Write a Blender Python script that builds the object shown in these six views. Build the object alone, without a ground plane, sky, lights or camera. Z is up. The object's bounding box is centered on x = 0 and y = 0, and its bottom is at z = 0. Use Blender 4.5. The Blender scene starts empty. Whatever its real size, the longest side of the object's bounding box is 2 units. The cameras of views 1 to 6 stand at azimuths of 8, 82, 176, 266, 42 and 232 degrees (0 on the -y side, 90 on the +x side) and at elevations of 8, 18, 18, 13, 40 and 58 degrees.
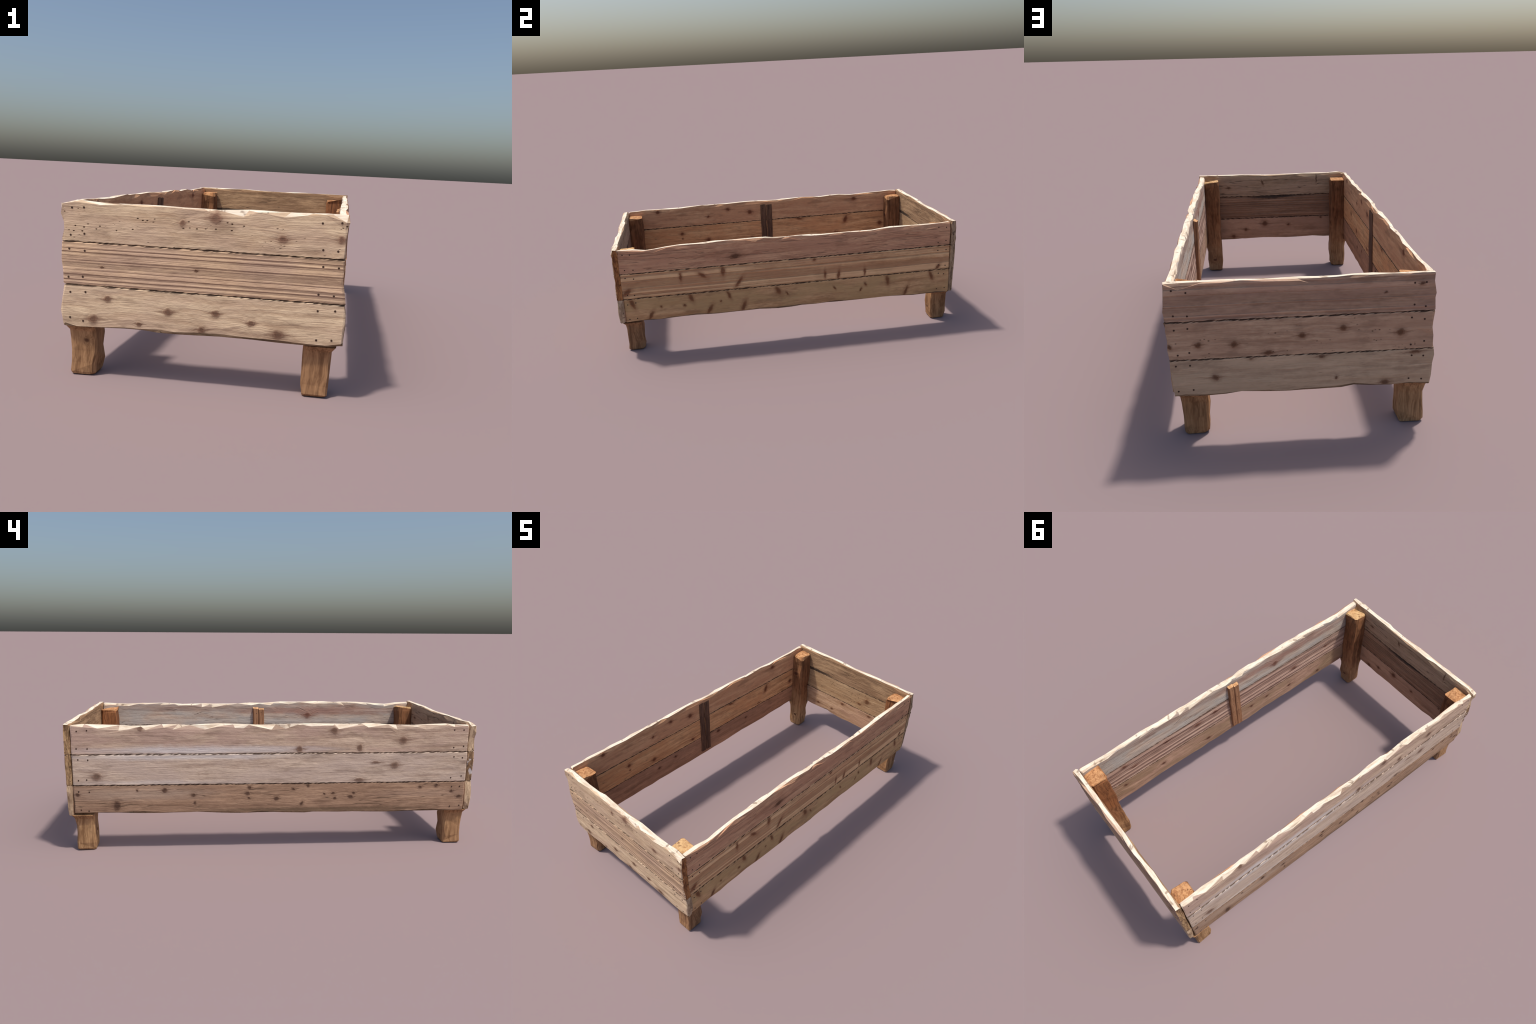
"""Weathered wooden raised planter: twelve rough-sawn planks on four corner posts,
two battens inside, nails at the plank ends."""
import bpy, bmesh, math, random
from mathutils import Vector, Matrix
from mathutils.bvhtree import BVHTree

# ---------------------------------------------------------------- helpers
def lerp(a, b, t):
    return a + (b - a) * t


def profile(points):
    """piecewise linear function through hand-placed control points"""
    pts = sorted(points)

    def f(x):
        if x <= pts[0][0]:
            return pts[0][1]
        for (x0, y0), (x1, y1) in zip(pts, pts[1:]):
            if x <= x1:
                return lerp(y0, y1, (x - x0) / (x1 - x0))
        return pts[-1][1]
    return f


def srgb(r, g, b):
    def c(v):
        v /= 255.0
        return v / 12.92 if v <= 0.04045 else ((v + 0.055) / 1.055) ** 2.4
    return (c(r), c(g), c(b), 1.0)


# ---------------------------------------------------------------- materials
class Nodes:
    """small helper to write node graphs as expressions"""

    def __init__(self, name):
        self.mat = bpy.data.materials.new(name)
        self.mat.use_nodes = True
        self.t = self.mat.node_tree
        self.t.nodes.clear()

    def n(self, kind, **props):
        node = self.t.nodes.new(kind)
        for k, v in props.items():
            setattr(node, k, v)
        return node

    def put(self, sock, v):
        if isinstance(v, bpy.types.NodeSocket):
            self.t.links.new(v, sock)
        else:
            sock.default_value = v

    def math(self, op, a, b=0.0, c=0.0, clamp=False):
        m = self.n('ShaderNodeMath', operation=op, use_clamp=clamp)
        self.put(m.inputs[0], a)
        self.put(m.inputs[1], b)
        self.put(m.inputs[2], c)
        return m.outputs[0]

    def step(self, v, lo, hi, a=0.0, b=1.0):
        m = self.n('ShaderNodeMapRange', interpolation_type='SMOOTHSTEP')
        for s, x in zip(m.inputs, (v, lo, hi, a, b)):
            self.put(s, x)
        return m.outputs[0]

    def mix(self, f, a, b, blend='MIX'):
        m = self.n('ShaderNodeMix', data_type='RGBA', blend_type=blend)
        self.put(m.inputs[0], f)
        self.put(m.inputs[6], a)
        self.put(m.inputs[7], b)
        return m.outputs[2]

    def noise(self, vec, scale=1.0, detail=3.0, rough=0.55, dist=0.0):
        m = self.n('ShaderNodeTexNoise')
        self.put(m.inputs['Vector'], vec)
        self.put(m.inputs['Scale'], scale)
        self.put(m.inputs['Detail'], detail)
        self.put(m.inputs['Roughness'], rough)
        self.put(m.inputs['Distortion'], dist)
        return m.outputs[0]

    def xyz(self, x, y, z):
        m = self.n('ShaderNodeCombineXYZ')
        for s, v in zip(m.inputs, (x, y, z)):
            self.put(s, v)
        return m.outputs[0]

    def ell(self, vec, cx, cy, rx, ry, ang):
        """normalised distance from the centre of a turned ellipse"""
        m = self.n('ShaderNodeMapping', vector_type='TEXTURE')
        self.put(m.inputs['Vector'], vec)
        m.inputs['Location'].default_value = (cx, cy, 0)
        m.inputs['Rotation'].default_value = (0, 0, math.radians(ang))
        m.inputs['Scale'].default_value = (rx, ry, 1)
        l = self.n('ShaderNodeVectorMath', operation='LENGTH')
        self.put(l.inputs[0], m.outputs[0])
        return l.outputs['Value']

    def finish(self, colour, rough=0.85, height=None, strength=0.5, dist=0.004, spec=0.2):
        b = self.n('ShaderNodeBsdfPrincipled')
        self.put(b.inputs['Base Color'], colour)
        self.put(b.inputs['Roughness'], rough)
        self.put(b.inputs['Specular IOR Level'], spec)
        if height is not None:
            bump = self.n('ShaderNodeBump')
            self.put(bump.inputs['Height'], height)
            bump.inputs['Strength'].default_value = strength
            bump.inputs['Distance'].default_value = dist
            self.t.links.new(bump.outputs[0], b.inputs['Normal'])
        o = self.n('ShaderNodeOutputMaterial')
        self.t.links.new(b.outputs[0], o.inputs[0])
        return self.mat


def plank_face(name, seed, light, dark, tint=None, tint_amt=0.5, knots=(), tails=1.0,
               ridges=0.0, specks=0.0, knot_col=(92, 62, 46), stain=None, contrast=1.0,
               cracks=0.0, warp=0.007, patches=(), seams=(), ridge_scale=75.0):
    """sawn face of a plank: grain along local x, knots at given (u, z, ru, rz, angle)"""
    g = Nodes(name)
    tc = g.n('ShaderNodeTexCoord')
    sep = g.n('ShaderNodeSeparateXYZ')
    g.put(sep.inputs[0], tc.outputs['Object'])
    u, z = sep.outputs[0], sep.outputs[2]
    flat = g.xyz(u, z, 0.0)
    # slight wobble so that knots are never clean ellipses
    wob = g.n('ShaderNodeTexNoise')
    g.put(wob.inputs['Vector'], flat)
    wob.inputs['Scale'].default_value = 55.0
    wob.inputs['Detail'].default_value = 2.0
    off = g.n('ShaderNodeVectorMath', operation='MULTIPLY_ADD')
    g.put(off.inputs[0], wob.outputs['Color'])
    off.inputs[1].default_value = (0.012, 0.012, 0)
    g.put(off.inputs[2], flat)
    sub = g.n('ShaderNodeVectorMath', operation='SUBTRACT')
    g.put(sub.inputs[0], off.outputs[0])
    sub.inputs[1].default_value = (0.006, 0.006, 0)
    kp = sub.outputs[0]
    d = 9.0
    tail = 9.0
    for (cu, cz, ru, rz, ang) in knots:
        e = g.ell(kp, cu, cz, ru, rz, ang)
        d = g.math('MINIMUM', d, e)
        if abs(ang) < 30 and ru >= rz * 0.8 and ru > 0.0085:
            tail = g.math('MINIMUM', tail, g.ell(kp, cu, cz, ru * 4.2, rz * 0.42, 3))
    # grain coordinate, bulged round the knots
    zz = z
    if knots:
        bulge = g.step(d, 0.0, 4.0, warp, 0.0)
        zz = g.math('ADD', z, bulge)
    wavy = g.noise(g.xyz(g.math('MULTIPLY', u, 2.2), g.math('MULTIPLY', z, 5.0), seed * 3.1), 1.0, 2.0)
    zz = g.math('ADD', zz, g.math('MULTIPLY', wavy, 0.022))
    uu = g.math('MULTIPLY', u, 3.0)
    broad = g.noise(g.xyz(uu, g.math('MULTIPLY', zz, 45.0), seed * 1.7), 1.0, 3.0, 0.6)
    fine = g.noise(g.xyz(g.math('MULTIPLY', u, 7.0), g.math('MULTIPLY', zz, 260.0), seed * 2.3), 1.0, 3.0, 0.65)
    dash = g.noise(g.xyz(g.math('MULTIPLY', u, 26.0), g.math('MULTIPLY', zz, 330.0), seed * 5.3), 1.0, 2.0, 0.5)
    patch = g.noise(g.xyz(g.math('MULTIPLY', u, 3.5), g.math('MULTIPLY', z, 9.0), seed * 7.9), 1.0, 3.0, 0.6)
    mott = g.noise(g.xyz(g.math('MULTIPLY', u, 30.0), g.math('MULTIPLY', z, 75.0), seed * 4.7), 1.0, 4.0, 0.65)
    f = g.math('ADD', g.math('MULTIPLY', broad, 0.5), g.math('MULTIPLY', fine, 0.24))
    f = g.math('ADD', f, g.math('MULTIPLY', mott, 0.26))
    f = g.step(f, 0.5 - 0.17 / contrast, 0.5 + 0.15 / contrast)
    col = g.mix(f, srgb(*dark), srgb(*light))
    if tint is not None:
        t = g.step(patch, 0.38, 0.62, 0.0, min(1.0, tint_amt * 1.25))
        col = g.mix(t, col, srgb(*tint))
        # cloudy grey-brown weathering
        cloud = g.noise(g.xyz(g.math('MULTIPLY', u, 7.0), g.math('MULTIPLY', z, 22.0), seed * 8.3), 1.0, 4.0, 0.62)
        col = g.mix(g.step(cloud, 0.52, 0.70, 0.0, 0.5), col, srgb(*[lerp(c * 0.87, k, 0.2) for c, k in zip(dark, (124, 100, 84))]))
    height = g.math('ADD', g.math('MULTIPLY', broad, 0.8), g.math('MULTIPLY', fine, 0.55))
    if ridges:
        # raised early-wood ridges left by weathering
        zr = g.math('MULTIPLY_ADD', g.math('SUBTRACT', zz, z), 0.35, z)
        r = g.noise(g.xyz(g.math('MULTIPLY', u, 0.35), g.math('MULTIPLY', zr, ridge_scale), seed * 9.1), 1.0, 1.5, 0.45)
        rr = g.step(r, 0.42, 0.62)
        col = g.mix(g.math('MULTIPLY', g.math('SUBTRACT', 1.0, rr), 0.55 * ridges), col, srgb(*[c * 0.80 for c in dark]))
        col = g.mix(g.math('MULTIPLY', g.step(r, 0.55, 0.68), 0.45 * ridges), col, srgb(*[min(255, c * 1.10) for c in light]))
        height = g.math('ADD', height, g.math('MULTIPLY', rr, 1.6 * ridges))
    # thin dark grain dashes
    col = g.mix(g.step(dash, 0.66, 0.76, 0.0, 0.45), col, srgb(*[c * 0.62 for c in dark]))
    kc = srgb(*knot_col)
    for (pu, pz, pr, ph, pc, pa) in patches:
        e = g.ell(kp, pu, pz, pr, ph, 0)
        e = g.math('ADD', e, g.math('MULTIPLY', g.math('SUBTRACT', broad, 0.5), 0.9))
        col = g.mix(g.step(e, 0.15, 1.15, pa, 0.0), col, srgb(*pc))
    if cracks:
        ck = g.noise(g.xyz(g.math('MULTIPLY', u, 1.3), g.math('MULTIPLY', zz, 34.0), seed * 11.3), 1.0, 2.0, 0.5)
        line = g.step(g.math('ABSOLUTE', g.math('SUBTRACT', ck, 0.52)), 0.0, 0.010, cracks, 0.0)
        col = g.mix(line, col, srgb(*[c * 0.5 for c in dark]))
        height = g.math('SUBTRACT', height, line)
    if specks:
        vor = g.n('ShaderNodeTexVoronoi', feature='F1')
        g.put(vor.inputs['Vector'], g.xyz(g.math('MULTIPLY', u, 52.0), g.math('MULTIPLY', z, 80.0), seed))
        vor.inputs['Scale'].default_value = 1.0
        sp = g.step(vor.outputs['Distance'], 0.10, 0.24, 1.0, 0.0)
        zone = g.step(g.noise(g.xyz(g.math('MULTIPLY', u, 5.0), g.math('MULTIPLY', z, 26.0), seed * 6.1), 1.0, 1.0), 0.50, 0.60)
        sp = g.math('MULTIPLY', g.math('MULTIPLY', sp, zone), specks)
        col = g.mix(sp, col, srgb(70, 50, 36))
        height = g.math('SUBTRACT', height, sp)
    if knots:
        dn = g.math('ADD', d, g.math('MULTIPLY', g.math('SUBTRACT', fine, 0.5), 0.5))
        halo = g.step(dn, 0.9, 2.3, 0.42, 0.0)
        col = g.mix(halo, col, srgb(*[lerp(a, b, 0.45) for a, b in zip(dark, knot_col)]))
        tl = g.step(tail, 0.25, 1.0, 0.55 * tails, 0.0)
        col = g.mix(tl, col, srgb(*[lerp(a, b, 0.7) for a, b in zip(dark, knot_col)]))
        rings = g.math('SINE', g.math('MULTIPLY', d, 11.0))
        kcol = g.mix(g.math('MULTIPLY_ADD', rings, 0.28, 0.38), kc, srgb(*[lerp(a, b, 0.55) for a, b in zip(knot_col, dark)]))
        core = g.step(d, 0.15, 0.42, 0.5, 0.0)
        kcol = g.mix(core, kcol, srgb(*[c * 0.62 for c in knot_col]))
        col = g.mix(g.step(dn, 0.62, 1.15, 0.9, 0.0), col, kcol)
        height = g.math('ADD', height, g.step(d, 0.6, 1.3, 0.6, 0.0))
    for sz in seams:
        # shadow of the gap to the next board, painted as a broken, dashed line
        slant = g.math('MULTIPLY_ADD', g.math('SUBTRACT', z, sz), -220.0, g.math('MULTIPLY', u, 62.0))
        chew = g.noise(g.xyz(slant, 0.0, seed * 2.9), 1.0, 1.0, 0.4)
        seam_vary = g.noise(g.xyz(g.math('MULTIPLY', u, 5.0), 0.0, seed * 3.7), 1.0, 2.0, 0.5)
        wide = g.math('MULTIPLY', g.step(chew, 0.38, 0.56), g.step(seam_vary, 0.3, 0.65, 0.0028, 0.0052))
        e = g.math('ABSOLUTE', g.math('SUBTRACT', z, sz))
        lip_highlight = g.math('MULTIPLY', g.step(e, 0.003, 0.011, 0.5, 0.0), g.step(chew, 0.36, 0.56, 1.0, 0.25))
        col = g.mix(lip_highlight, col, srgb(*[min(255, c * 1.10) for c in light]))  # lit board edge brushed in as a pale line beside the joint
        col = g.mix(g.step(g.math('SUBTRACT', e, wide), -0.0014, 0.0012, 0.88, 0.0), col, srgb(62, 45, 36))
        soft = g.step(e, 0.002, 0.022, 0.26, 0.0)
        col = g.mix(g.math('MULTIPLY', soft, g.step(seam_vary, 0.42, 0.62)), col, srgb(*[c * 0.6 for c in dark]))
    if stain:
        su, sz, sr, sh = stain
        e = g.ell(kp, su, sz, sr, sh, 0)
        s = g.math('ADD', e, g.math('MULTIPLY', g.math('SUBTRACT', broad, 0.5), 1.4))
        col = g.mix(g.step(s, 0.3, 1.2, 0.85, 0.0), col, srgb(44, 38, 35))
    height = g.math('ADD', height, g.math('MULTIPLY', mott, 0.7))
    return g.finish(col, 0.88, height, 0.75, 0.0040)


def plain_wood(name, seed, light, dark, spot=None, stretch=(12, 12, 12), spot_scale=40.0,
               spot_lo=0.62, strength=0.4, rough=0.88):
    """rims, end grain, batten strips: streaked in one direction, with spots"""
    g = Nodes(name)
    tc = g.n('ShaderNodeTexCoord')
    mp = g.n('ShaderNodeMapping')
    g.put(mp.inputs['Vector'], tc.outputs['Object'])
    mp.inputs['Scale'].default_value = stretch
    mp.inputs['Location'].default_value = (seed * 1.3, seed * 0.7, seed * 2.1)
    a = g.noise(mp.outputs[0], 1.0, 4.0, 0.62, 0.4)
    b = g.noise(mp.outputs[0], 4.0, 3.0, 0.6)
    f = g.math('ADD', g.math('MULTIPLY', a, 0.65), g.math('MULTIPLY', b, 0.35))
    col = g.mix(g.step(f, 0.36, 0.63), srgb(*dark), srgb(*light))
    h = f
    if spot is not None:
        s = g.noise(tc.outputs['Object'], spot_scale, 2.0, 0.5, 0.6)
        m = g.step(s, spot_lo, spot_lo + 0.09, 0.0, 0.8)
        col = g.mix(m, col, srgb(*spot))
        h = g.math('SUBTRACT', h, m)
    return g.finish(col, rough, h, strength, 0.004)


def post_face(name, seed, light, dark, knots=(), inner=None):
    g = Nodes(name)
    tc = g.n('ShaderNodeTexCoord')
    sep = g.n('ShaderNodeSeparateXYZ')
    g.put(sep.inputs[0], tc.outputs['Object'])
    x, y, z = sep.outputs[0], sep.outputs[1], sep.outputs[2]
    p = tc.outputs['Object']
    wob = g.noise(p, 30.0, 2.0)
    d = 9.0
    for (kx, ky, kz, r) in knots:
        m = g.n('ShaderNodeMapping', vector_type='TEXTURE')
        g.put(m.inputs['Vector'], p)
        m.inputs['Location'].default_value = (kx, ky, kz)
        m.inputs['Scale'].default_value = (r * 1.6, r * 1.6, r * 1.3)
        l = g.n('ShaderNodeVectorMath', operation='LENGTH')
        g.put(l.inputs[0], m.outputs[0])
        d = g.math('MINIMUM', d, l.outputs['Value'])
    bend = g.math('MULTIPLY', g.noise(g.xyz(g.math('MULTIPLY', x, 6.0), g.math('MULTIPLY', y, 6.0), g.math('MULTIPLY', z, 5.0)), 1.0, 2.0), 0.05)
    if knots:
        bend = g.math('ADD', bend, g.step(d, 0.0, 3.5, 0.012, 0.0))
    xs = g.math('ADD', x, bend)
    ys = g.math('ADD', y, bend)
    broad = g.noise(g.xyz(g.math('MULTIPLY', xs, 60.0), g.math('MULTIPLY', ys, 60.0), g.math('MULTIPLY_ADD', z, 2.5, seed)), 1.0, 3.0, 0.6)
    fine = g.noise(g.xyz(g.math('MULTIPLY', xs, 240.0), g.math('MULTIPLY', ys, 240.0), g.math('MULTIPLY_ADD', z, 7.0, seed)), 1.0, 2.0, 0.6)
    mott = g.noise(p, 14.0, 4.0, 0.65)
    f = g.math('ADD', g.math('MULTIPLY', broad, 0.5), g.math('MULTIPLY', fine, 0.28))
    f = g.math('ADD', f, g.math('MULTIPLY', mott, 0.22))
    fs = g.step(f, 0.38, 0.62)
    col = g.mix(fs, srgb(*dark), srgb(*light))
    if inner:
        # the sheltered part keeps its redder heartwood, the foot has greyed
        big = g.noise(p, 5.0, 3.0)
        sheltered = g.step(g.math('ADD', z, g.math('MULTIPLY', g.math('SUBTRACT', big, 0.5), 0.35)), 0.10, 0.34)
        col = g.mix(sheltered, col, g.mix(fs, srgb(*inner[1]), srgb(*inner[0])))
    col = g.mix(g.step(mott, 0.56, 0.74, 0.0, 0.5), col, srgb(*[c * 0.72 for c in dark]))
    if knots:
        dn = g.math('ADD', d, g.math('MULTIPLY', g.math('SUBTRACT', wob, 0.5), 0.8))
        col = g.mix(g.step(dn, 0.6, 1.3, 0.85, 0.0), col, srgb(74, 44, 32))
    return g.finish(col, 0.85, g.math('ADD', broad, g.math('MULTIPLY', fine, 0.5)), 0.5, 0.004)


# ---------------------------------------------------------------- meshes
def mesh_object(name, verts, faces, mats, face_mats, parent, matrix=None):
    me = bpy.data.meshes.new(name)
    me.from_pydata([tuple(v) for v in verts], [], faces)
    for m in mats:
        me.materials.append(m)
    for p, mi in zip(me.polygons, face_mats):
        p.material_index = mi
        p.use_smooth = False
    me.update()
    bm = bmesh.new()
    bm.from_mesh(me)
    bmesh.ops.recalc_face_normals(bm, faces=bm.faces)
    bm.to_mesh(me)
    bm.free()
    ob = bpy.data.objects.new(name, me)
    bpy.context.scene.collection.objects.link(ob)
    ob.parent = parent
    if matrix is not None:
        ob.matrix_world = matrix
    return ob


def plank(parent, matrix, seed, u0, u1, z0, z1, thick, mats, top=None, bottom=None,
          end0=None, end1=None, bow=None, proud=0.0, rim_out=True, rim_in=True):
    """A rough plank. Local x = length, local z = height, local y = depth (0 is the
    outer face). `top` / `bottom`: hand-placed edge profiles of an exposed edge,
    otherwise that edge is a tight V joint with the neighbour.
    mats: outer, inner, rim, end0, end1, joint."""
    rnd = random.Random(seed)
    L = u1 - u0
    n = max(9, int(L / 0.066))
    us = [u0 + L * (i + (rnd.uniform(-0.28, 0.28) if 0 < i < n else 0)) / n for i in range(n + 1)]
    us = [us[0], us[0] + 0.006] + us[1:-1] + [us[-1] - 0.006, us[-1]]
    rows = []          # rows of (u, y, z)
    tags = []          # material of the strip that starts at this row
    e0 = end0 or (lambda q: 0.0)
    e1 = end1 or (lambda q: 0.0)
    bw = bow or (lambda uu, q: 0.0)

    def row(fy, fz, ju, jy, jz, tag):
        pts = []
        for i, uu in enumerate(us):
            inner = 2 <= i <= len(us) - 3
            a = uu + (rnd.uniform(-ju, ju) if inner else 0.0)
            s = rnd.uniform(-1, 1)
            zz = fz(uu, rnd) + rnd.uniform(-jz, jz)
            yy = fy(rnd) + s * jy
            pts.append((a, yy, zz, i))
        rows.append(pts)
        tags.append(tag)

    O, I, R, E0, E1, J = range(6)
    H = z1 - z0
    zb = bottom or (lambda q: z0)
    zt = top or (lambda q: z1)
    T = thick
    y0 = -proud
    # --- outer face, going up
    if bottom:
        row(lambda r: 0.003 + y0, lambda q, r: zb(q) + r.uniform(0.002, 0.012), 0.012, 0.001, 0.001, O)
    else:
        row(lambda r: y0 + r.uniform(0.002, 0.0035), lambda q, r: z0 + 0.0008, 0.01, 0.0003, 0.0002, O)
        row(lambda r: y0, lambda q, r: z0 + r.uniform(0.002, 0.004), 0.01, 0.0003, 0.0004, O)
    for k in (0.3, 0.52, 0.75):
        row(lambda r: y0, lambda q, r, k=k: lerp(z0, z1, k), 0.012, 0.0011, 0.011, O)
    if top:
        row(lambda r: y0 + r.uniform(-0.001, 0.002), lambda q, r: zt(q) - r.choice((0.004, 0.007, 0.012, 0.018, 0.024)), 0.020, 0.001, 0.001, 7 if rim_out else O)
        row(lambda r: r.uniform(0.002, 0.012) + y0, lambda q, r: zt(q) - r.uniform(0.0, 0.002), 0.016, 0.001, 0.001, R)
        row(lambda r: T - r.uniform(0.001, 0.010), lambda q, r: zt(q) - r.uniform(0.0, 0.004), 0.014, 0.001, 0.001, 8 if rim_in else I)
        row(lambda r: T + r.uniform(-0.002, 0.001), lambda q, r: zt(q) - r.choice((0.005, 0.009, 0.015, 0.022)), 0.016, 0.001, 0.001, I)
    else:
        row(lambda r: y0, lambda q, r: z1 - r.uniform(0.0012, 0.0045), 0.02, 0.0003, 0.0004, O)
        row(lambda r: y0 + r.uniform(0.002, 0.0035), lambda q, r: z1 - 0.0004, 0.01, 0.0003, 0.0002, J)
        row(lambda r: 0.0085, lambda q, r: z1 + 0.0006, 0.0, 0.0, 0.0, J)
        row(lambda r: T - 0.005, lambda q, r: z1 + 0.0006, 0.0, 0.0, 0.0, J)
        row(lambda r: T, lambda q, r: z1 - 0.0016, 0.01, 0.0003, 0.0003, I)
    # --- inner face, going down
    for k in (0.68, 0.36):
        row(lambda r: T, lambda q, r, k=k: lerp(z0, z1, k), 0.014, 0.0012, 0.012, I)
    if bottom:
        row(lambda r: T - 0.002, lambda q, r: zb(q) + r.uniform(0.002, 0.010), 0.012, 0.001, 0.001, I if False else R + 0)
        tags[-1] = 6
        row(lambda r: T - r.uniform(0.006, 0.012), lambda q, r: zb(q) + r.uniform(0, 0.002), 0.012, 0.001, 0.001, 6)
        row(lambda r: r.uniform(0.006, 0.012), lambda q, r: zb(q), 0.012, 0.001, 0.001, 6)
    else:
        row(lambda r: T, lambda q, r: z0 + 0.0016, 0.01, 0.0003, 0.0003, J)
        row(lambda r: T - 0.005, lambda q, r: z0 + 0.0002, 0.0, 0.0, 0.0, J)
        row(lambda r: 0.0085, lambda q, r: z0 + 0.0002, 0.0, 0.0, 0.0, J)
    nr, ns = len(rows), len(us)
    ragged = 1.0 if end0 else 0.4
    verts, faces, fm = [], [], []
    zc, yc = (z0 + z1) / 2, T / 2
    for pts in rows:
        for (a, yy, zz, i) in pts:
            q = zz
            if i == 0 or i == ns - 1:      # eased end edges
                yy = yc + (yy - yc) * 0.86
                zz = zc + (zz - zc) * (0.985 if (top or bottom) else 0.997)
            if i <= 1:
                a += e0(q) + rnd.uniform(-0.003, 0.003) * ragged
                yy += rnd.uniform(-0.002, 0.002) * ragged
            elif i >= ns - 2:
                a += e1(q) + rnd.uniform(-0.003, 0.003) * ragged
                yy += rnd.uniform(-0.002, 0.002) * ragged
            elif i == 2:
                a += e0(q) * 0.3
            elif i == ns - 3:
                a += e1(q) * 0.3
            verts.append((a, yy + bw(a, q), zz))
    for r in range(nr):
        r2 = (r + 1) % nr
        for i in range(ns - 1):
            a, b, c, d = r * ns + i, r * ns + i + 1, r2 * ns + i + 1, r2 * ns + i
            mi = tags[r]
            flip = rnd.random() < 0.5
            if flip:
                faces += [(a, b, c), (a, c, d)]
            else:
                faces += [(a, b, d), (b, c, d)]
            # chamfer facets on the rim get cream colour for sunlight; the rest stay face-coloured
            if mi == 7:
                fm += [O, R] if rnd.random() < 0.8 else [R, R]
            elif mi == 8:
                fm += [R, I] if rnd.random() < 0.8 else [R, R]
            else:
                fm += [mi, mi]
    for i, mi in ((0, E0), (ns - 1, E1)):
        ring = [r * ns + i for r in range(nr)]
        s = -1 if i == 0 else 1
        cu = sum(verts[k][0] for k in ring) / nr + s * 0.001
        # two centre points so that the cap follows the edge
        ids = len(verts)
        cap = []
        for fz in (0.2, 0.5, 0.8):
            cap.append(len(verts))
            zz = lerp(z0, z1, fz)
            e = (e0 if i == 0 else e1)(zz)
            base = u0 if i == 0 else u1
            verts.append((base + e + s * 0.001, yc + bw(base, zz), zz))

        def near(k):
            return min(cap, key=lambda c: abs(verts[c][2] - verts[k][2]))
        for k in range(nr):
            a, b = ring[k], ring[(k + 1) % nr]
            ca, cb = near(a), near(b)
            faces.append((a, b, ca))
            fm.append(mi)
            if ca != cb:
                step = 1 if cap.index(cb) > cap.index(ca) else -1
                j = cap.index(ca)
                while cap[j] != cb:
                    faces.append((b, cap[j + step], cap[j]))
                    fm.append(mi)
                    j += step
    return mesh_object('plank', verts, faces, mats, fm, parent, matrix)


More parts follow.
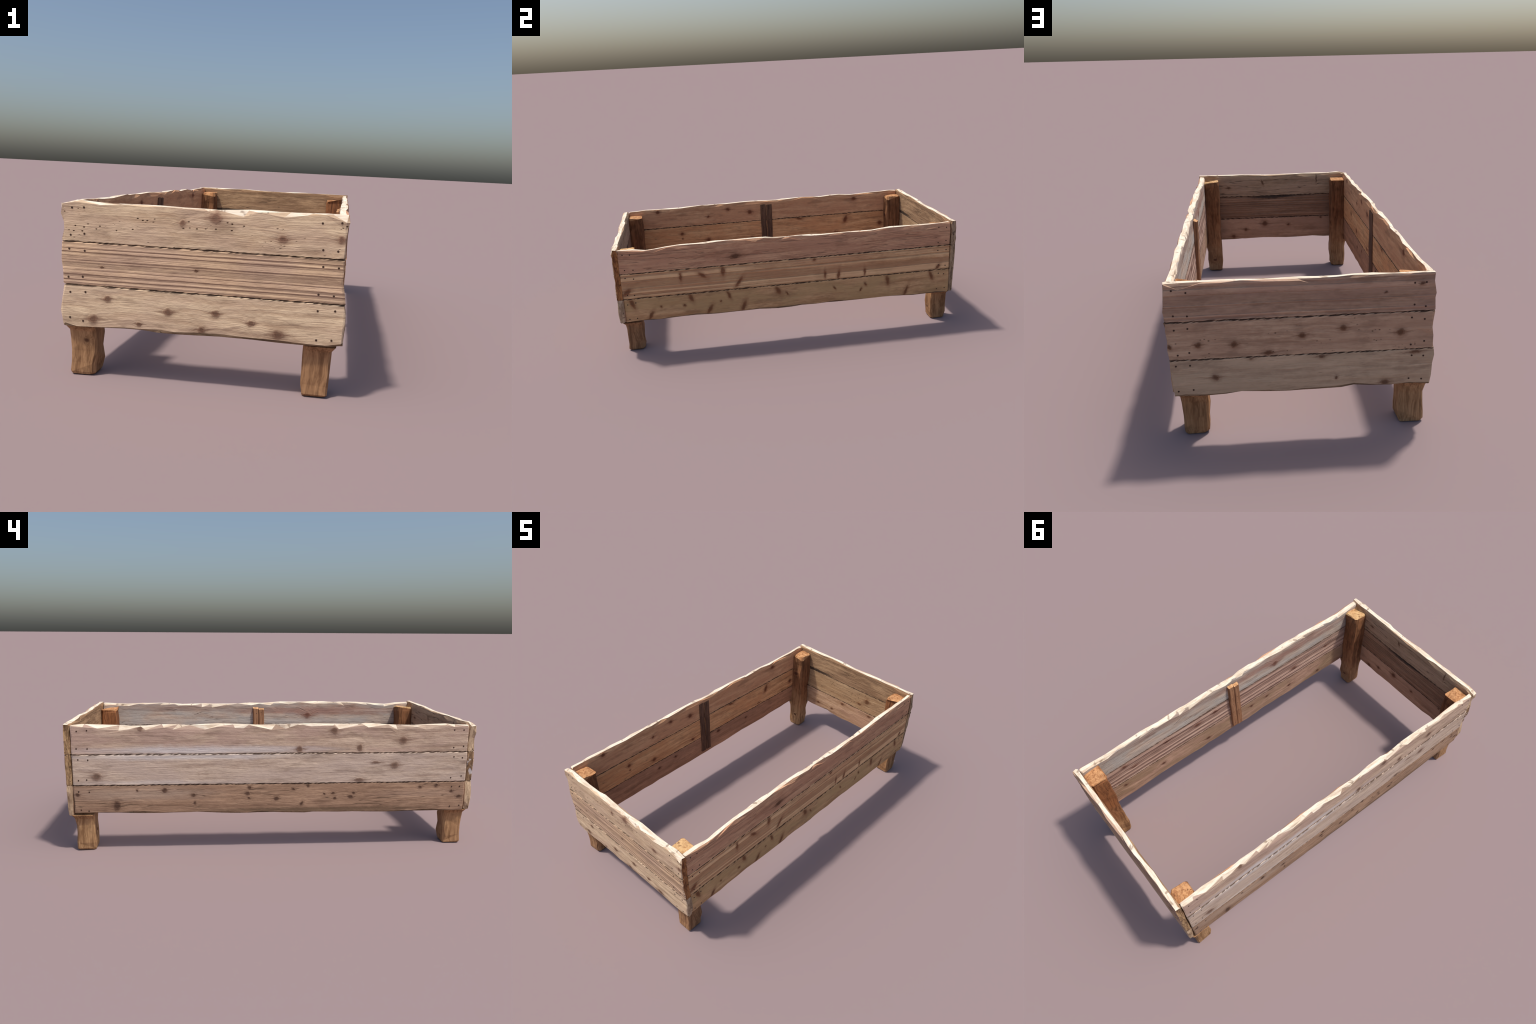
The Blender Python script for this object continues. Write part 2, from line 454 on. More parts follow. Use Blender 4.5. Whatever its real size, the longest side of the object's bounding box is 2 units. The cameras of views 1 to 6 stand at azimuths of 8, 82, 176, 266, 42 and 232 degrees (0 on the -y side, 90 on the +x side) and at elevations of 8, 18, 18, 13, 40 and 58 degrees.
def post(parent, seed, cx, cy, wx, wy, ztop, side_mats, top_mat, tilt=(0, 0), out=(1, 1), notch=0.0):
    """squared corner post with hewn, slightly wandering arrises"""
    rnd = random.Random(seed)
    zs = [0.0, 0.010, 0.040, 0.085, 0.130, 0.160, 0.179, 0.186, 0.25, 0.32, 0.39, 0.46, 0.52, ztop - 0.03, ztop - 0.006, ztop]
    verts, faces, fm = [], [], []
    ch = 0.011
    rows = len(zs)
    for j, z in enumerate(zs):
        t = z / ztop
        ox, oy = cx + tilt[0] * (1 - t), cy + tilt[1] * (1 - t)
        hx, hy = wx / 2, wy / 2
        sc = 1.0
        if j == 0:
            sc = 0.92
        elif 2 <= j <= 4:
            sc = 1.03
        if j == rows - 1:
            sc = 0.9
        c = ch
        corners = []
        for sx, sy in ((1, 1), (-1, 1), (-1, -1), (1, -1)):
            jit = 0.0008 if 0.155 < z < 0.19 else 0.0035
            jx, jy = rnd.uniform(-jit, jit), rnd.uniform(-jit, jit)
            ex = ey = 0.0
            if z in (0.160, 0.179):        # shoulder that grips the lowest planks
                k = 0.3 if z == 0.160 else 1.0
                ex = (0.018 if sx == out[0] else 0.0) * k
                ey = (0.018 if sy == out[1] else 0.0) * k
            if z > 0.19 and z < ztop:
                if sx == out[0]:
                    ex = 0.003
                if sy == out[1]:
                    ey = 0.003
            px, py = sx * (hx * sc + ex) + jx, sy * (hy * sc + ey) + jy
            corners.append((ox + px, oy + py, sx, sy))
        zz = z
        for (px, py, sx, sy) in corners:
            dz = rnd.uniform(-0.020, 0.004) if j >= rows - 2 else (rnd.uniform(0.0, 0.004) if j == 0 else rnd.uniform(-0.008, 0.008) if 1 < j < rows - 3 and not (0.155 < z < 0.19) else 0.0)
            if j >= rows - 2 and notch and sx == -out[0] and sy == -out[1]:
                dz -= notch
            cc = c * (0.9 if 0.155 < z < 0.19 else rnd.uniform(0.5, 1.3))
            first = (px, py - sy * cc, zz + dz)
            second = (px - sx * cc, py, zz + dz)
            if sx * sy > 0:
                verts += [first, second]
            else:
                verts += [second, first]
    zmin = min(v[2] for v in verts)
    verts = [(v[0], v[1], max(0.0, v[2] - zmin) if v[2] < 0.02 else v[2]) for v in verts]
    for j in range(rows - 1):
        for k in range(8):
            a, b = j * 8 + k, j * 8 + (k + 1) % 8
            c, d = b + 8, a + 8
            if rnd.random() < 0.5:
                faces += [(a, b, c), (a, c, d)]
            else:
                faces += [(a, b, d), (b, c, d)]
            mi = 0 if zs[j] < 0.165 else 1
            if j == rows - 2:
                mi = 2
            fm += [mi, mi]
    for j, up in ((0, False), (rows - 1, True)):
        ring = [j * 8 + k for k in range(8)]
        cz = sum(verts[k][2] for k in ring) / 8 + (0.004 if up else 0.0)
        verts.append((sum(verts[k][0] for k in ring) / 8 + rnd.uniform(-.01, .01), sum(verts[k][1] for k in ring) / 8 + rnd.uniform(-.01, .01), cz if up else 0.0))
        c = len(verts) - 1
        for k in range(8):
            faces.append((ring[k], ring[(k + 1) % 8], c))
            fm.append(2 if up else 0)
    # local frame at the foot of the post
    verts = [(v[0] - cx, v[1] - cy, v[2]) for v in verts]
    return mesh_object('corner_post', verts, faces, list(side_mats) + [top_mat], fm, parent, Matrix.Translation((cx, cy, 0)))


def strip(name, parent, matrix, seed, w, z0, z1, depth, mat, top_mat, wander=0.001, lean=0.016):
    """upright batten strip, local x = width, y = depth (wall side at 0), z up"""
    rnd = random.Random(seed)
    n = 8
    verts, faces, fm = [], [], []
    for j in range(n + 1):
        z = lerp(z0, z1, j / n)
        s = rnd.uniform(-wander, wander)
        for k, (x, y) in enumerate(((-w / 2, 0), (w / 2, 0), (w / 2, depth - 0.003), (w / 2 - 0.003, depth), (-w / 2 + 0.003, depth), (-w / 2, depth - 0.003))):
            jj = 0 if y == 0 else rnd.uniform(-0.0015, 0.0015)
            dz = rnd.uniform(-0.004, 0.004) if j in (0, n) else 0
            if j == n and k >= 2:
                dz -= 0.006
            verts.append((x + (s if z < z1 else 0) + jj, (y if y else -0.004) + jj + lean * (z - 0.4), z + dz))
    for j in range(n):
        for k in range(6):
            a, b = j * 6 + k, j * 6 + (k + 1) % 6
            faces += [(a, b, b + 6), (a, b + 6, a + 6)]
            fm += [0, 0]
    faces.append(tuple(range(6)))
    fm.append(0)
    faces.append(tuple(n * 6 + k for k in range(6)))
    fm.append(1)
    return mesh_object(name, verts, faces, [mat, top_mat], fm, parent, matrix)


def nail_mesh(mat):
    me = bpy.data.meshes.new('nail')
    bm = bmesh.new()
    bmesh.ops.create_cone(bm, cap_ends=True, segments=10, radius1=0.0040, radius2=0.0036, depth=0.006)
    bm.to_mesh(me)
    bm.free()
    me.materials.append(mat)
    return me


# ---------------------------------------------------------------- the planter
root = bpy.data.objects.new('wooden_planter', None)
bpy.context.scene.collection.objects.link(root)
root['label'] = 'weathered raised planter box of rough pine planks on four legs'
root['category'] = 'garden planter'

Z0, ZA, ZB, ZT = 0.183, 0.328, 0.476, 0.616

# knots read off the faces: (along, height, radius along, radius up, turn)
K = {
    ('front', 'out', 2): [(-0.065, 0.563, 0.011, 0.011, 0), (0.046, 0.586, 0.023, 0.020, 0), (0.268, 0.530, 0.015, 0.015, 0), (0.456, 0.540, 0.013, 0.013, 0)],
    ('front', 'out', 1): [(-0.339, 0.397, 0.008, 0.004, 0), (-0.012, 0.408, 0.007, 0.004, 0)],
    ('front', 'out', 0): [(-0.319, 0.287, 0.014, 0.012, 0), (-0.105, 0.258, 0.015, 0.015, 0), (-0.369, 0.212, 0.018, 0.018, 0), (-0.205, 0.209, 0.009, 0.009, 0), (0.057, 0.266, 0.014, 0.014, 0), (0.012, 0.206, 0.014, 0.014, 0), (0.178, 0.244, 0.011, 0.011, 0), (0.270, 0.212, 0.021, 0.016, 0)],
    ('right', 'out', 2): [(-0.311, 0.526, 0.034, 0.017, 8)],
    ('right', 'out', 1): [(-0.625, 0.431, 0.009, 0.029, 0), (-0.504, 0.431, 0.030, 0.012, -38), (-0.387, 0.445, 0.013, 0.033, 0), (-0.299, 0.371, 0.040, 0.011, 55), (-0.928, 0.369, 0.033, 0.015, 40), (0.201, 0.366, 0.007, 0.027, 0), (0.281, 0.358, 0.009, 0.034, -10), (0.437, 0.361, 0.007, 0.026, 0), (0.139, 0.463, 0.011, 0.011, 0), (0.882, 0.341, 0.030, 0.011, 60)],
    ('right', 'out', 0): [(-0.905, 0.300, 0.036, 0.012, -70), (-0.810, 0.218, 0.032, 0.010, 60), (-0.577, 0.303, 0.030, 0.012, -70), (-0.362, 0.299, 0.028, 0.009, -70), (-0.476, 0.219, 0.034, 0.011, 60), (-0.281, 0.218, 0.038, 0.012, 70), (-0.079, 0.298, 0.030, 0.014, -65), (-0.025, 0.272, 0.013, 0.005, -60), (-0.748, 0.266, 0.007, 0.007, 0), (-0.616, 0.259, 0.008, 0.008, 0), (-0.410, 0.265, 0.006, 0.006, 0), (0.256, 0.277, 0.013, 0.005, -60), (0.442, 0.282, 0.012, 0.007, -60), (0.413, 0.250, 0.011, 0.006, 60), (0.576, 0.293, 0.033, 0.012, -80), (0.844, 0.295, 0.033, 0.011, -70), (0.690, 0.214, 0.036, 0.010, 70)],
    ('back', 'out', 2): [(0.285, 0.555, 0.007, 0.004, 0), (0.415, 0.581, 0.009, 0.005, 0)],
    ('back', 'out', 1): [(-0.380, 0.385, 0.012, 0.012, 0), (-0.253, 0.382, 0.013, 0.013, 0), (-0.011, 0.404, 0.013, 0.012, 0), (0.136, 0.425, 0.013, 0.013, 0), (0.344, 0.397, 0.015, 0.014, 0), (-0.133, 0.342, 0.017, 0.010, 0), (-0.480, 0.383, 0.008, 0.009, 0)],
    ('back', 'out', 0): [(-0.196, 0.325, 0.013, 0.009, 0), (-0.325, 0.253, 0.014, 0.013, 0), (0.060, 0.317, 0.012, 0.010, 0), (0.402, 0.316, 0.025, 0.008, 0), (0.114, 0.226, 0.007, 0.007, 0), (0.294, 0.196, 0.016, 0.014, 0)],
    ('left', 'out', 2): [(-0.632, 0.600, 0.013, 0.013, 0), (0.291, 0.585, 0.018, 0.018, 0), (0.125, 0.495, 0.016, 0.018, 0), (0.418, 0.501, 0.013, 0.017, 0), (0.629, 0.536, 0.020, 0.019, 0)],
    ('left', 'out', 1): [(-0.843, 0.371, 0.024, 0.019, 0), (0.592, 0.414, 0.021, 0.019, 0), (0.420, 0.342, 0.024, 0.011, 0), (0.500, 0.428, 0.024, 0.006, 0)],
    ('left', 'out', 0): [(-0.752, 0.229, 0.018, 0.026, 0), (-0.523, 0.303, 0.013, 0.011, 0), (-0.654, 0.302, 0.006, 0.006, 0), (-0.387, 0.277, 0.012, 0.009, 0), (-0.381, 0.237, 0.005, 0.008, 0), (-0.115, 0.311, 0.009, 0.009, 0), (-0.127, 0.283, 0.013, 0.009, 0), (-0.118, 0.260, 0.007, 0.006, 0), (0.015, 0.254, 0.012, 0.011, 0), (0.097, 0.302, 0.008, 0.007, 0), (0.170, 0.319, 0.008, 0.008, 0), (0.140, 0.230, 0.007, 0.012, -30), (0.250, 0.276, 0.006, 0.006, 0), (0.294, 0.278, 0.008, 0.006, 20), (0.302, 0.254, 0.007, 0.007, 0), (0.381, 0.259, 0.012, 0.008, 0), (0.395, 0.278, 0.007, 0.007, 0), (0.728, 0.303, 0.009, 0.008, 0), (0.809, 0.310, 0.009, 0.009, 0), (0.888, 0.280, 0.009, 0.008, 0), (0.926, 0.253, 0.012, 0.008, 0), (-0.935, 0.285, 0.009, 0.009, 0)],
    ('left', 'in', 2): [(0.760, 0.594, 0.015, 0.015, 0), (0.413, 0.535, 0.010, 0.009, 0), (0.272, 0.575, 0.014, 0.013, 0), (0.117, 0.543, 0.016, 0.017, 0), (-0.641, 0.580, 0.018, 0.013, 0)],
    ('left', 'in', 1): [(0.605, 0.422, 0.014, 0.012, 0), (0.604, 0.387, 0.006, 0.006, 0), (0.424, 0.365, 0.015, 0.013, 0), (0.108, 0.354, 0.014, 0.010, 0), (-0.578, 0.433, 0.014, 0.030, 20), (-0.836, 0.383, 0.016, 0.016, 0), (-0.233, 0.468, 0.026, 0.009, 20), (-0.509, 0.343, 0.022, 0.004, 0)],
    ('left', 'in', 0): [(0.394, 0.276, 0.011, 0.009, 0), (0.259, 0.292, 0.010, 0.008, 0), (-0.116, 0.303, 0.014, 0.011, 0), (-0.379, 0.282, 0.010, 0.008, 0)],
    ('back', 'in', 1): [(-0.163, 0.419, 0.018, 0.020, 0), (-0.103, 0.375, 0.017, 0.008, 0)],
    ('back', 'in', 0): [(0.036, 0.310, 0.015, 0.010, 0), (0.128, 0.228, 0.010, 0.009, 0), (-0.195, 0.308, 0.015, 0.010, 0), (0.254, 0.226, 0.014, 0.011, 0)],
    ('front', 'in', 2): [(0.293, 0.536, 0.015, 0.006, 0), (0.070, 0.564, 0.005, 0.018, -20), (-0.284, 0.578, 0.004, 0.024, 0)],
    ('front', 'in', 0): [(0.062, 0.287, 0.019, 0.018, 0), (0.188, 0.251, 0.012, 0.010, 0), (-0.096, 0.276, 0.010, 0.009, 0), (0.272, 0.206, 0.015, 0.013, 0), (-0.315, 0.318, 0.008, 0.007, 0)],
    ('right', 'in', 2): [(-0.310, 0.535, 0.022, 0.020, 0)],
    ('right', 'in', 1): [(0.134, 0.436, 0.022, 0.012, 0), (0.264, 0.420, 0.024, 0.012, 0), (0.470, 0.440, 0.026, 0.008, 0), (-0.454, 0.390, 0.022, 0.012, 0), (-0.711, 0.412, 0.014, 0.010, 0), (0.745, 0.450, 0.014, 0.012, 0), (0.690, 0.405, 0.020, 0.007, 0)],
    ('right', 'in', 0): [(0.525, 0.274, 0.013, 0.010, 0), (0.775, 0.290, 0.012, 0.010, 0), (0.213, 0.245, 0.015, 0.011, 0), (-0.119, 0.285, 0.013, 0.009, 0), (-0.238, 0.285, 0.012, 0.009, 0), (-0.416, 0.259, 0.013, 0.009, 0), (-0.652, 0.224, 0.012, 0.009, 0)],
}

# colours of the sawn faces: light grain, dark grain, patch tint, patch amount, options
FACE = {
    ('front', 'out', 2): ((224, 198, 165), (184, 154, 125), (198, 170, 146), 0.5, dict(specks=1.0, knot_col=(122, 88, 72), contrast=1.2)),
    ('front', 'out', 1): ((218, 186, 152), (178, 146, 120), (186, 156, 136), 0.5, dict(ridges=0.65, warp=0.003)),
    ('front', 'out', 0): ((226, 201, 168), (190, 161, 132), (206, 178, 152), 0.5, dict(knot_col=(108, 76, 60), tails=1.4, contrast=1.2)),
    ('right', 'out', 2): ((220, 174, 137), (182, 133, 103), (200, 151, 120), 0.6, dict(cracks=0.5, contrast=1.2)),
    ('right', 'out', 1): ((240, 198, 150), (196, 148, 107), (214, 162, 122), 0.6, dict(ridges=0.9, knot_col=(124, 76, 52), tails=0, warp=0.002, contrast=1.2)),
    ('right', 'out', 0): ((222, 180, 134), (180, 138, 98), (192, 158, 112), 0.6, dict(knot_col=(116, 72, 48), tails=0, contrast=1.2)),
    ('back', 'out', 2): ((206, 172, 144), (160, 127, 104), (182, 146, 126), 0.5, dict(ridges=0.6, contrast=1.2)),
    ('back', 'out', 1): ((208, 176, 146), (164, 131, 106), (184, 150, 124), 0.5, dict(specks=0.8, knot_col=(100, 66, 46), contrast=1.2)),
    ('back', 'out', 0): ((208, 182, 152), (174, 148, 122), (190, 166, 138), 0.6, dict(knot_col=(100, 68, 50), contrast=1.1)),
    ('left', 'out', 2): ((204, 180, 158), (164, 138, 119), (180, 152, 138), 0.6, dict(knot_col=(106, 78, 64), contrast=1.2, patches=((-0.35, 0.494, 0.70, 0.030, (208, 202, 200), 0.75),))),
    ('left', 'out', 1): ((208, 187, 167), (170, 147, 130), (190, 170, 156), 0.6, dict(knot_col=(110, 84, 70), contrast=1.2, patches=((-0.45, 0.466, 0.65, 0.022, (214, 207, 203), 0.7), (-0.55, 0.338, 0.50, 0.016, (206, 196, 190), 0.5)))),
    ('left', 'out', 0): ((180, 148, 122), (138, 109, 88), (150, 120, 98), 0.6, dict(knot_col=(76, 54, 44), cracks=0.6, contrast=1.2, patches=((-0.65, 0.285, 0.45, 0.045, (178, 156, 138), 0.6), (0.15, 0.196, 0.70, 0.018, (92, 78, 60), 0.6), (0.75, 0.27, 0.3, 0.03, (172, 144, 124), 0.5)))),
    ('front', 'in', 2): ((200, 168, 136), (160, 130, 102), (176, 144, 118), 0.5, dict(cracks=0.8, knot_col=(100, 68, 50), contrast=1.1)),
    ('front', 'in', 1): ((178, 140, 112), (134, 102, 80), (148, 112, 88), 0.5, dict(ridges=0.7, stain=(0.01, 0.470, 0.20, 0.018))),
    ('front', 'in', 0): ((196, 158, 130), (158, 122, 97), (174, 138, 114), 0.5, dict(knot_col=(96, 60, 44), contrast=1.1)),
    ('right', 'in', 2): ((202, 182, 164), (166, 140, 124), (178, 170, 162), 0.75, dict(knot_col=(118, 74, 60), warp=0.03, cracks=0.5, contrast=1.2, patches=((-0.4, 0.565, 0.60, 0.040, (164, 122, 106), 0.8), (0.45, 0.585, 0.6, 0.030, (150, 120, 106), 0.7), (0.0, 0.500, 1.2, 0.024, (198, 190, 180), 0.5)))),
    ('right', 'in', 1): ((206, 178, 160), (158, 124, 108), (180, 146, 130), 0.5, dict(ridges=0.85, ridge_scale=48.0, warp=0.004, knot_col=(110, 72, 58))),
    ('right', 'in', 0): ((196, 162, 140), (150, 118, 100), (156, 130, 104), 0.7, dict(knot_col=(92, 58, 44), contrast=1.2)),
    ('back', 'in', 2): ((186, 152, 116), (136, 105, 78), (152, 120, 92), 0.5, dict(cracks=0.6, contrast=1.3, stain=(0.30, 0.484, 0.16, 0.012))),
    ('back', 'in', 1): ((204, 172, 134), (156, 124, 92), (172, 138, 102), 0.5, dict(specks=0.8, contrast=1.3, knot_col=(112, 72, 46))),
    ('back', 'in', 0): ((208, 174, 142), (170, 134, 102), (188, 150, 124), 0.5, dict(knot_col=(104, 66, 46), contrast=1.1)),
    ('left', 'in', 2): ((236, 185, 140), (192, 138, 100), (214, 156, 116), 0.5, dict(knot_col=(110, 60, 42), contrast=1.2)),
    ('left', 'in', 1): ((242, 191, 138), (196, 142, 98), (220, 154, 104), 0.5, dict(knot_col=(110, 58, 38), cracks=0.4, contrast=1.2)),
    ('left', 'in', 0): ((202, 154, 120), (152, 112, 86), (168, 126, 98), 0.5, dict(knot_col=(90, 52, 38), contrast=1.2)),
}

rim = plain_wood('sawn_rim', 3, (246, 232, 210), (216, 194, 168), spot=(158, 136, 116), stretch=(9, 50, 50), spot_scale=20, spot_lo=0.63)  # base colour raised towards cream to show full sun on the top edge
joint = plain_wood('joint_painted_shadow', 5, (128, 100, 80), (46, 34, 28), stretch=(60, 30, 30))  # darkness between boards coloured onto the groove faces
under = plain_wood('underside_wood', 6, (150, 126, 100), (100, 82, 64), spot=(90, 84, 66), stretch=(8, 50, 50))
# end grain: tans, browns and a pale one
endg = {
    'orange': plain_wood('end_grain_orange', 7, (184, 126, 78), (108, 66, 42), spot=(70, 44, 34), stretch=(30, 60, 14)),
    'tan': plain_wood('end_grain_tan', 8, (190, 156, 116), (110, 84, 60), spot=(74, 56, 44), stretch=(30, 60, 14)),
    'pale': plain_wood('end_grain_pale', 9, (200, 174, 144), (150, 124, 98), spot=(100, 76, 60), stretch=(30, 40, 14)),
    'grey': plain_wood('end_grain_grey', 10, (182, 156, 126), (112, 92, 72), spot=(74, 58, 48), stretch=(30, 60, 14)),
    'white': plain_wood('end_grain_whitened', 11, (160, 130, 98), (104, 80, 60), spot=(214, 208, 208), stretch=(30, 60, 14), spot_scale=24, spot_lo=0.60),
}

nail_mat = plain_wood('rusty_nail', 12, (84, 62, 50), (50, 38, 32), stretch=(300, 300, 300), rough=0.6)
NAIL = nail_mesh(nail_mat)


def add_nails(owner, matrix, spots, y, r=1.0):
    # y: None = seat on the outer face, otherwise the local depth of the face
    me = owner.data
    tree = BVHTree.FromPolygons([v.co for v in me.vertices], [tuple(p.vertices) for p in me.polygons])
    for (uu, zz) in spots:
        d = 1 if y is None else -1
        hit = tree.ray_cast(Vector((uu, -0.2 * d, zz)), Vector((0, d, 0)))[0]
        if hit is None:
            continue
        yy = hit.y + d * 0.0022
        ob = bpy.data.objects.new('nail', NAIL)
        bpy.context.scene.collection.objects.link(ob)
        ob.parent = owner
        ob.matrix_world = matrix @ Matrix.Translation((uu, yy, zz)) @ Matrix.Rotation(math.radians(90), 4, 'X') @ Matrix.Scale(r, 4)


# walls: start and end corner of the outer face seen from outside (left to right),
# how far planks are set in from those corners, end-grain kinds per course
WALLS = {
    'front': dict(a=(-0.481, -0.992), b=(0.477, -0.988), i0=0.0, i1=0.0, t=0.036,
                  top=[(-0.486, 0.604), (-0.419, 0.621), (-0.336, 0.613), (-0.261, 0.615), (-0.103, 0.614), (0.052, 0.612), (0.127, 0.618), (0.351, 0.619), (0.467, 0.621)],
                  bot=[(-0.466, 0.179), (-0.344, 0.181), (-0.25, 0.187), (-0.088, 0.182), (0.07, 0.187), (0.174, 0.187), (0.277, 0.183), (0.418, 0.184), (0.48, 0.190)],
                  e0=[(0.18, 0.007), (0.224, -0.007), (0.278, -0.002), (0.327, 0.007), (0.38, 0.003), (0.417, -0.007), (0.47, -0.003), (0.497, 0.004), (0.533, 0.007), (0.569, -0.005), (0.61, -0.005)],
                  e1=[(0.18, 0.002), (0.197, 0.005), (0.254, 0.010), (0.31, 0.008), (0.355, 0.0), (0.404, -0.006), (0.444, -0.006), (0.494, -0.003), (0.553, -0.003), (0.607, 0.001)],
                  ends0=('pale', 'white', 'pale'), ends1=('pale', 'orange', 'orange')),
    'right': dict(a=(0.474, -1.0), b=(0.488, 1.0), i0=0.047, i1=0.046, t=0.033,
                  bow=[(-1, 0), (-0.5, 0.001), (0.0, 0.003), (0.5, 0.003), (1, 0)], lean=(0.0, 1.0),
                  top=[(-0.953, 0.614), (-0.873, 0.611), (-0.794, 0.600), (-0.729, 0.609), (-0.643, 0.616), (-0.479, 0.615), (-0.392, 0.620), (-0.127, 0.618), (-0.03, 0.606), (0.007, 0.614), (0.215, 0.604), (0.363, 0.608), (0.483, 0.605), (0.624, 0.615), (0.852, 0.609), (0.958, 0.615)],
                  bot=[(-0.845, 0.188), (-0.721, 0.186), (-0.586, 0.192), (-0.388, 0.184), (-0.186, 0.189), (-0.112, 0.181), (0.104, 0.185), (0.4, 0.184), (0.594, 0.186), (0.702, 0.177), (0.971, 0.179)],
                  ends0=('tan',) * 3, ends1=('tan',) * 3),
    'back': dict(a=(0.486, 0.988), b=(-0.461, 0.989), i0=0.0, i1=0.0, t=0.031,
                 top=[(-0.48, 0.620), (-0.402, 0.621), (-0.277, 0.620), (-0.023, 0.618), (0.079, 0.620), (0.202, 0.623), (0.299, 0.621), (0.455, 0.622)],
                 bot=[(-0.468, 0.178), (-0.319, 0.176), (-0.252, 0.187), (-0.191, 0.187), (-0.11, 0.178), (0.095, 0.178), (0.191, 0.191), (0.281, 0.179), (0.399, 0.187), (0.459, 0.176)],
                 e0=[(0.18, 0.012), (0.258, 0.003), (0.355, 0.0), (0.462, -0.005), (0.512, -0.008), (0.587, -0.002), (0.62, 0.0)],
                 e1=[(0.18, 0.0), (0.239, 0.007), (0.285, 0.006), (0.311, 0.013), (0.338, 0.004), (0.433, 0.0), (0.498, 0.004), (0.519, 0.0), (0.547, 0.003), (0.59, -0.006), (0.616, -0.002)],
                 ends0=('grey', 'grey', 'grey'), ends1=('pale', 'tan', 'tan')),
    'left': dict(a=(-0.464, 1.0), b=(-0.487, -1.0), i0=0.046, i1=0.047, t=0.031,
                  bow=[(-1, 0.007), (-0.6, 0.007), (0.0, 0.007), (0.6, 0.006), (1, 0.001)], lean=(1.2, 0.15),
                 top=[(-0.96, 0.616), (-0.891, 0.620), (-0.676, 0.613), (-0.598, 0.610), (-0.528, 0.621), (-0.388, 0.614), (-0.282, 0.620), (-0.042, 0.614), (0.093, 0.620), (0.274, 0.616), (0.457, 0.618), (0.643, 0.610), (0.829, 0.614), (0.953, 0.608)],
                 bot=[(-0.958, 0.19), (-0.834, 0.192), (-0.54, 0.185), (-0.45, 0.19), (-0.314, 0.187), (-0.177, 0.18), (-0.039, 0.184), (0.1, 0.178), (0.212, 0.182), (0.523, 0.178), (0.859, 0.178)],
                 ends0=('tan',) * 3, ends1=('tan',) * 3),
}

seed = 100
for wname, w in WALLS.items():
    ax, ay = w['a']
    bx, by = w['b']
    ang = math.atan2(by - ay, bx - ax)
    # local origin at the wall middle, as measured along the world axis
    L = math.hypot(bx - ax, by - ay)
    if wname in ('front', 'back'):
        s0 = -ax if wname == 'front' else ax          # distance from corner a to the axis
    else:
        s0 = L / 2
    org = Vector((ax, ay, 0)) + Vector((math.cos(ang), math.sin(ang), 0)) * s0
    M = Matrix.Translation(org) @ Matrix.Rotation(ang, 4, 'Z')
    ua, ub = -s0 + w['i0'], L - s0 - w['i1']
    bow = None
    if 'bow' in w:
        bf, (lo, hi) = profile(w['bow']), w['lean']
        bow = lambda uu, q, bf=bf, lo=lo, hi=hi: -bf(uu) * lerp(lo, hi, (q - Z0) / (ZT - Z0))
    courses = ((Z0, ZA), (ZA, ZB), (ZB, ZT))
    for c, (za, zb) in enumerate(courses):
        seed += 7
        rnd = random.Random(seed)
        fo, fi = FACE[(wname, 'out', c)], FACE[(wname, 'in', c)]
        names = ('low', 'mid', 'high')[c]
        sm = [zz for zz in (za, zb) if Z0 < zz < ZT]
        mo = plank_face('plank_face_%s_%s' % (wname, names), seed, fo[0], fo[1], fo[2], fo[3], knots=K.get((wname, 'out', c), ()), seams=sm, **fo[4])
        mi = plank_face('plank_back_%s_%s' % (wname, names), seed + 3, fi[0], fi[1], fi[2], fi[3], knots=K.get((wname, 'in', c), ()), seams=sm, **fi[4])
        ends = (endg[w['ends0'][c]], endg[w['ends1'][c]])
        ob = plank(root, M, seed, ua, ub, za, zb, w['t'], [mo, mi, rim, ends[0], ends[1], joint, under],
                   top=profile(w['top']) if c == 2 else None,
                   bottom=profile(w['bot']) if c == 0 else None,
                   end0=profile(w['e0']) if 'e0' in w else None,
                   end1=profile(w['e1']) if 'e1' in w else None,
                   rim_out=wname in ('front', 'left'), rim_in=wname in ('right',), bow=bow, proud=rnd.uniform(-0.002, 0.002))
        spots = []
        for side in (0, 1):
            for du in ((0.028, 0.078) if wname in ('front', 'back') else (0.026, 0.070)):
                for dz in (0.024, zb - za - 0.026):
                    uu = (ua + du) if side == 0 else (ub - du)
                    spots.append((uu + rnd.uniform(-0.006, 0.006), za + dz + rnd.uniform(-0.006, 0.006)))
        add_nails(ob, M, spots, None)

# corner posts
def knot_post(seed):
    r = random.Random(seed)
    return [(r.choice((-1, 1)) * 0.042, r.uniform(-0.02, 0.02), r.uniform(0.25, 0.5), 0.010),
            (r.uniform(-0.02, 0.02), r.choice((-1, 1)) * 0.042, r.uniform(0.2, 0.45), 0.011),
            (r.uniform(-0.03, 0.03), r.choice((-1, 1)) * 0.042, r.uniform(0.03, 0.15), 0.007)]


hewn = [post_face('post_wood_%s' % nm, sd, li, da, knots=knot_post(sd), inner=inn) for nm, sd, li, da, inn in (
    ('grey', 21, (184, 146, 106), (130, 96, 66), ((156, 110, 76), (98, 66, 44))),
    ('brown', 24, (178, 138, 100), (124, 90, 62), ((154, 104, 70), (96, 62, 40))),
    ('red', 23, (180, 138, 98), (126, 90, 60), ((154, 102, 66), (94, 58, 38))),
    ('tan', 27, (170, 130, 94), (120, 86, 60), ((154, 106, 72), (96, 64, 42))))]
tops = [plain_wood('post_end_grain', 25, (210, 158, 110), (160, 108, 70), spot=(112, 70, 48), stretch=(45, 45, 20), spot_scale=60, spot_lo=0.64, strength=0.8),
        plain_wood('post_end_grain_pale', 26, (222, 182, 130), (178, 132, 88), spot=(124, 84, 58), stretch=(45, 45, 20), spot_scale=70, spot_lo=0.64, strength=0.8)]
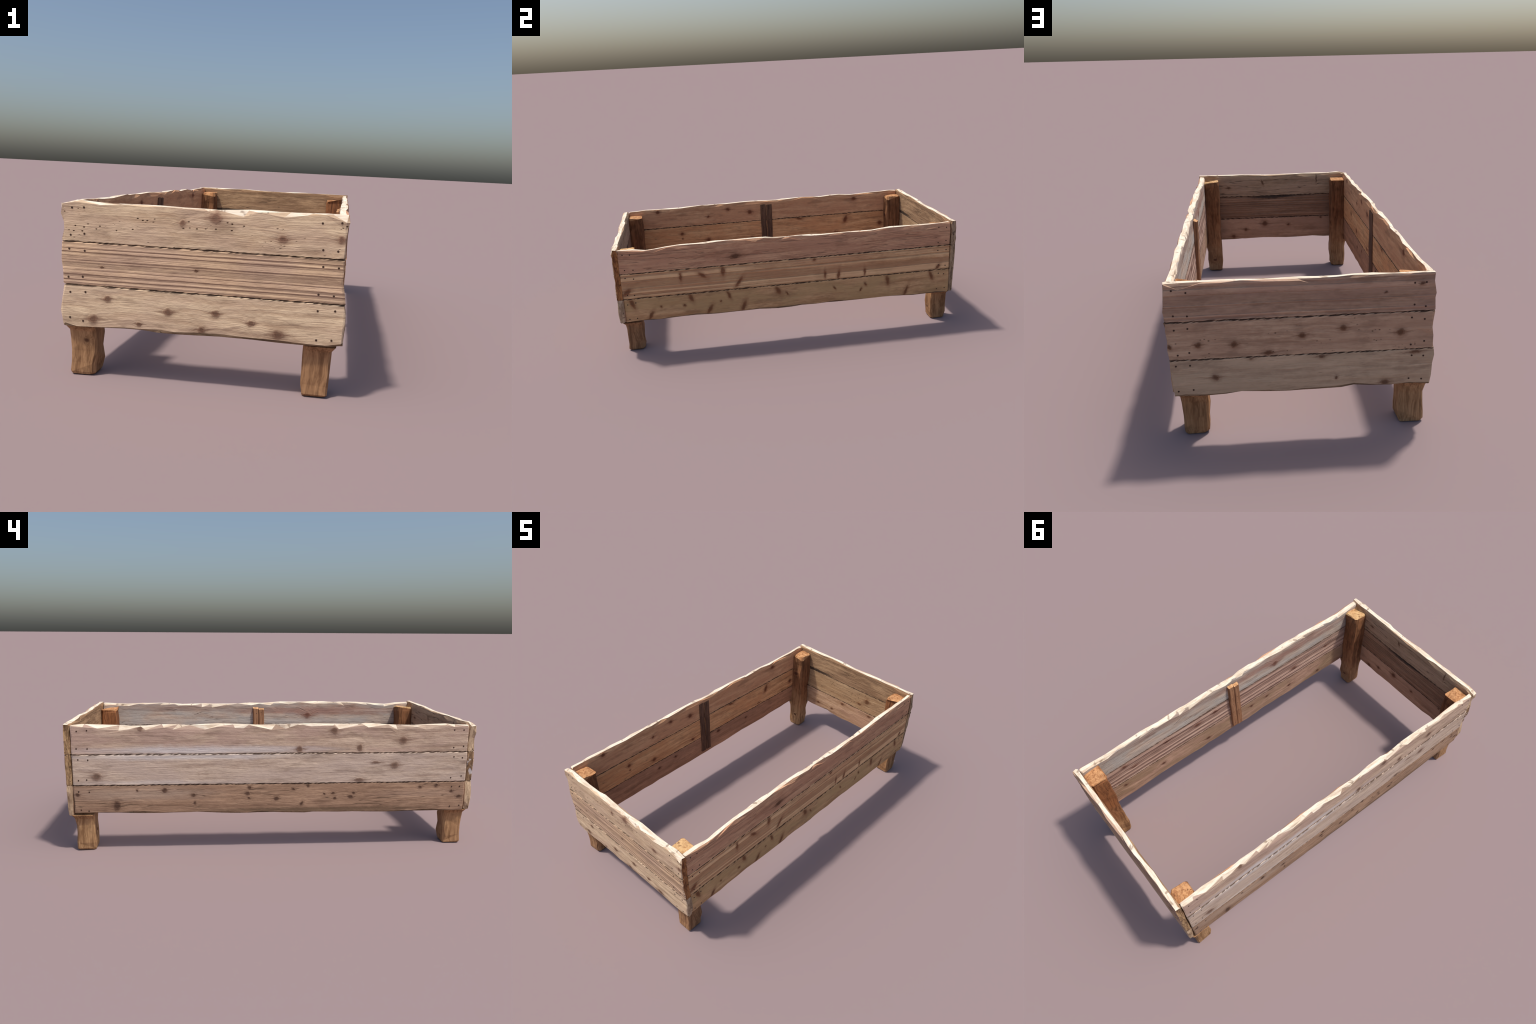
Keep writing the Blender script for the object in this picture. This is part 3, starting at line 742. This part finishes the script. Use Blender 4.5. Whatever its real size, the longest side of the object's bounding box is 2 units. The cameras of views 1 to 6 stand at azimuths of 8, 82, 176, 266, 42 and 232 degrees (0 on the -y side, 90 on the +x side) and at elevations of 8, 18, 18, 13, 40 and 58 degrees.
POSTS = [
    (31, -0.414, -0.914, 0.090, 0.092, 0.592, 1, 0, (-0.004, -0.002), (-1, -1), 0.0),
    (32, 0.398, -0.910, 0.092, 0.090, 0.598, 3, 1, (0.002, -0.002), (1, -1), 0.0),
    (33, 0.409, 0.909, 0.095, 0.090, 0.597, 2, 0, (0.000, 0.002), (1, 1), 0.0),
    (34, -0.398, 0.909, 0.094, 0.090, 0.598, 0, 0, (-0.010, 0.002), (-1, 1), 0.006),
]
for (sd, cx, cy, wx, wy, zt, a, c, tilt, out, notch) in POSTS:
    post(root, sd, cx, cy, wx, wy, zt, (hewn[a], hewn[a]), tops[c], tilt, out, notch)

# battens that tie the three courses at mid length
bat_dark = plain_wood('batten_dark_wood', 41, (124, 92, 72), (78, 56, 44), stretch=(80, 80, 5))
bat_light = plain_wood('batten_brown_wood', 42, (174, 130, 97), (132, 94, 68), stretch=(80, 80, 5))
bat_end = plain_wood('batten_end_grain', 43, (222, 178, 132), (178, 130, 88), stretch=(40, 40, 40))

bl = bpy.data.objects.new('batten', None)
# left wall: two thin dark strips side by side
def batten(matrix, sd, specs, mat, endm, zr):
    first = None
    for i, (x, wd, dep) in enumerate(specs):
        mm = matrix @ Matrix.Translation((x, 0, 0))
        ob = strip('batten', root, mm, sd + i, wd, zr[0], zr[1] + 0.004 * i, dep, mat, endm)
        r = random.Random(sd + 50 + i)
        add_nails(ob, mm, [(r.uniform(-0.004, 0.004), zr[0] + f * (zr[1] - zr[0]) + r.uniform(-0.008, 0.008)) for f in (0.07, 0.22, 0.36, 0.56, 0.72, 0.92)], dep, 0.75)


bpy.data.objects.remove(bl)
# local y of a batten points into the box
batten(Matrix.Translation((-0.4515, 0.0, 0)) @ Matrix.Rotation(math.radians(-90), 4, 'Z'), 61,
       [(-0.0208, 0.038, 0.009), (0.0208, 0.038, 0.007)], bat_dark, bat_dark, (0.212, 0.589))
batten(Matrix.Translation((0.4475, 0.0, 0)) @ Matrix.Rotation(math.radians(90), 4, 'Z'), 71,
       [(-0.0175, 0.034, 0.015), (0.0175, 0.034, 0.0135)], bat_light, bat_end, (0.215, 0.578))
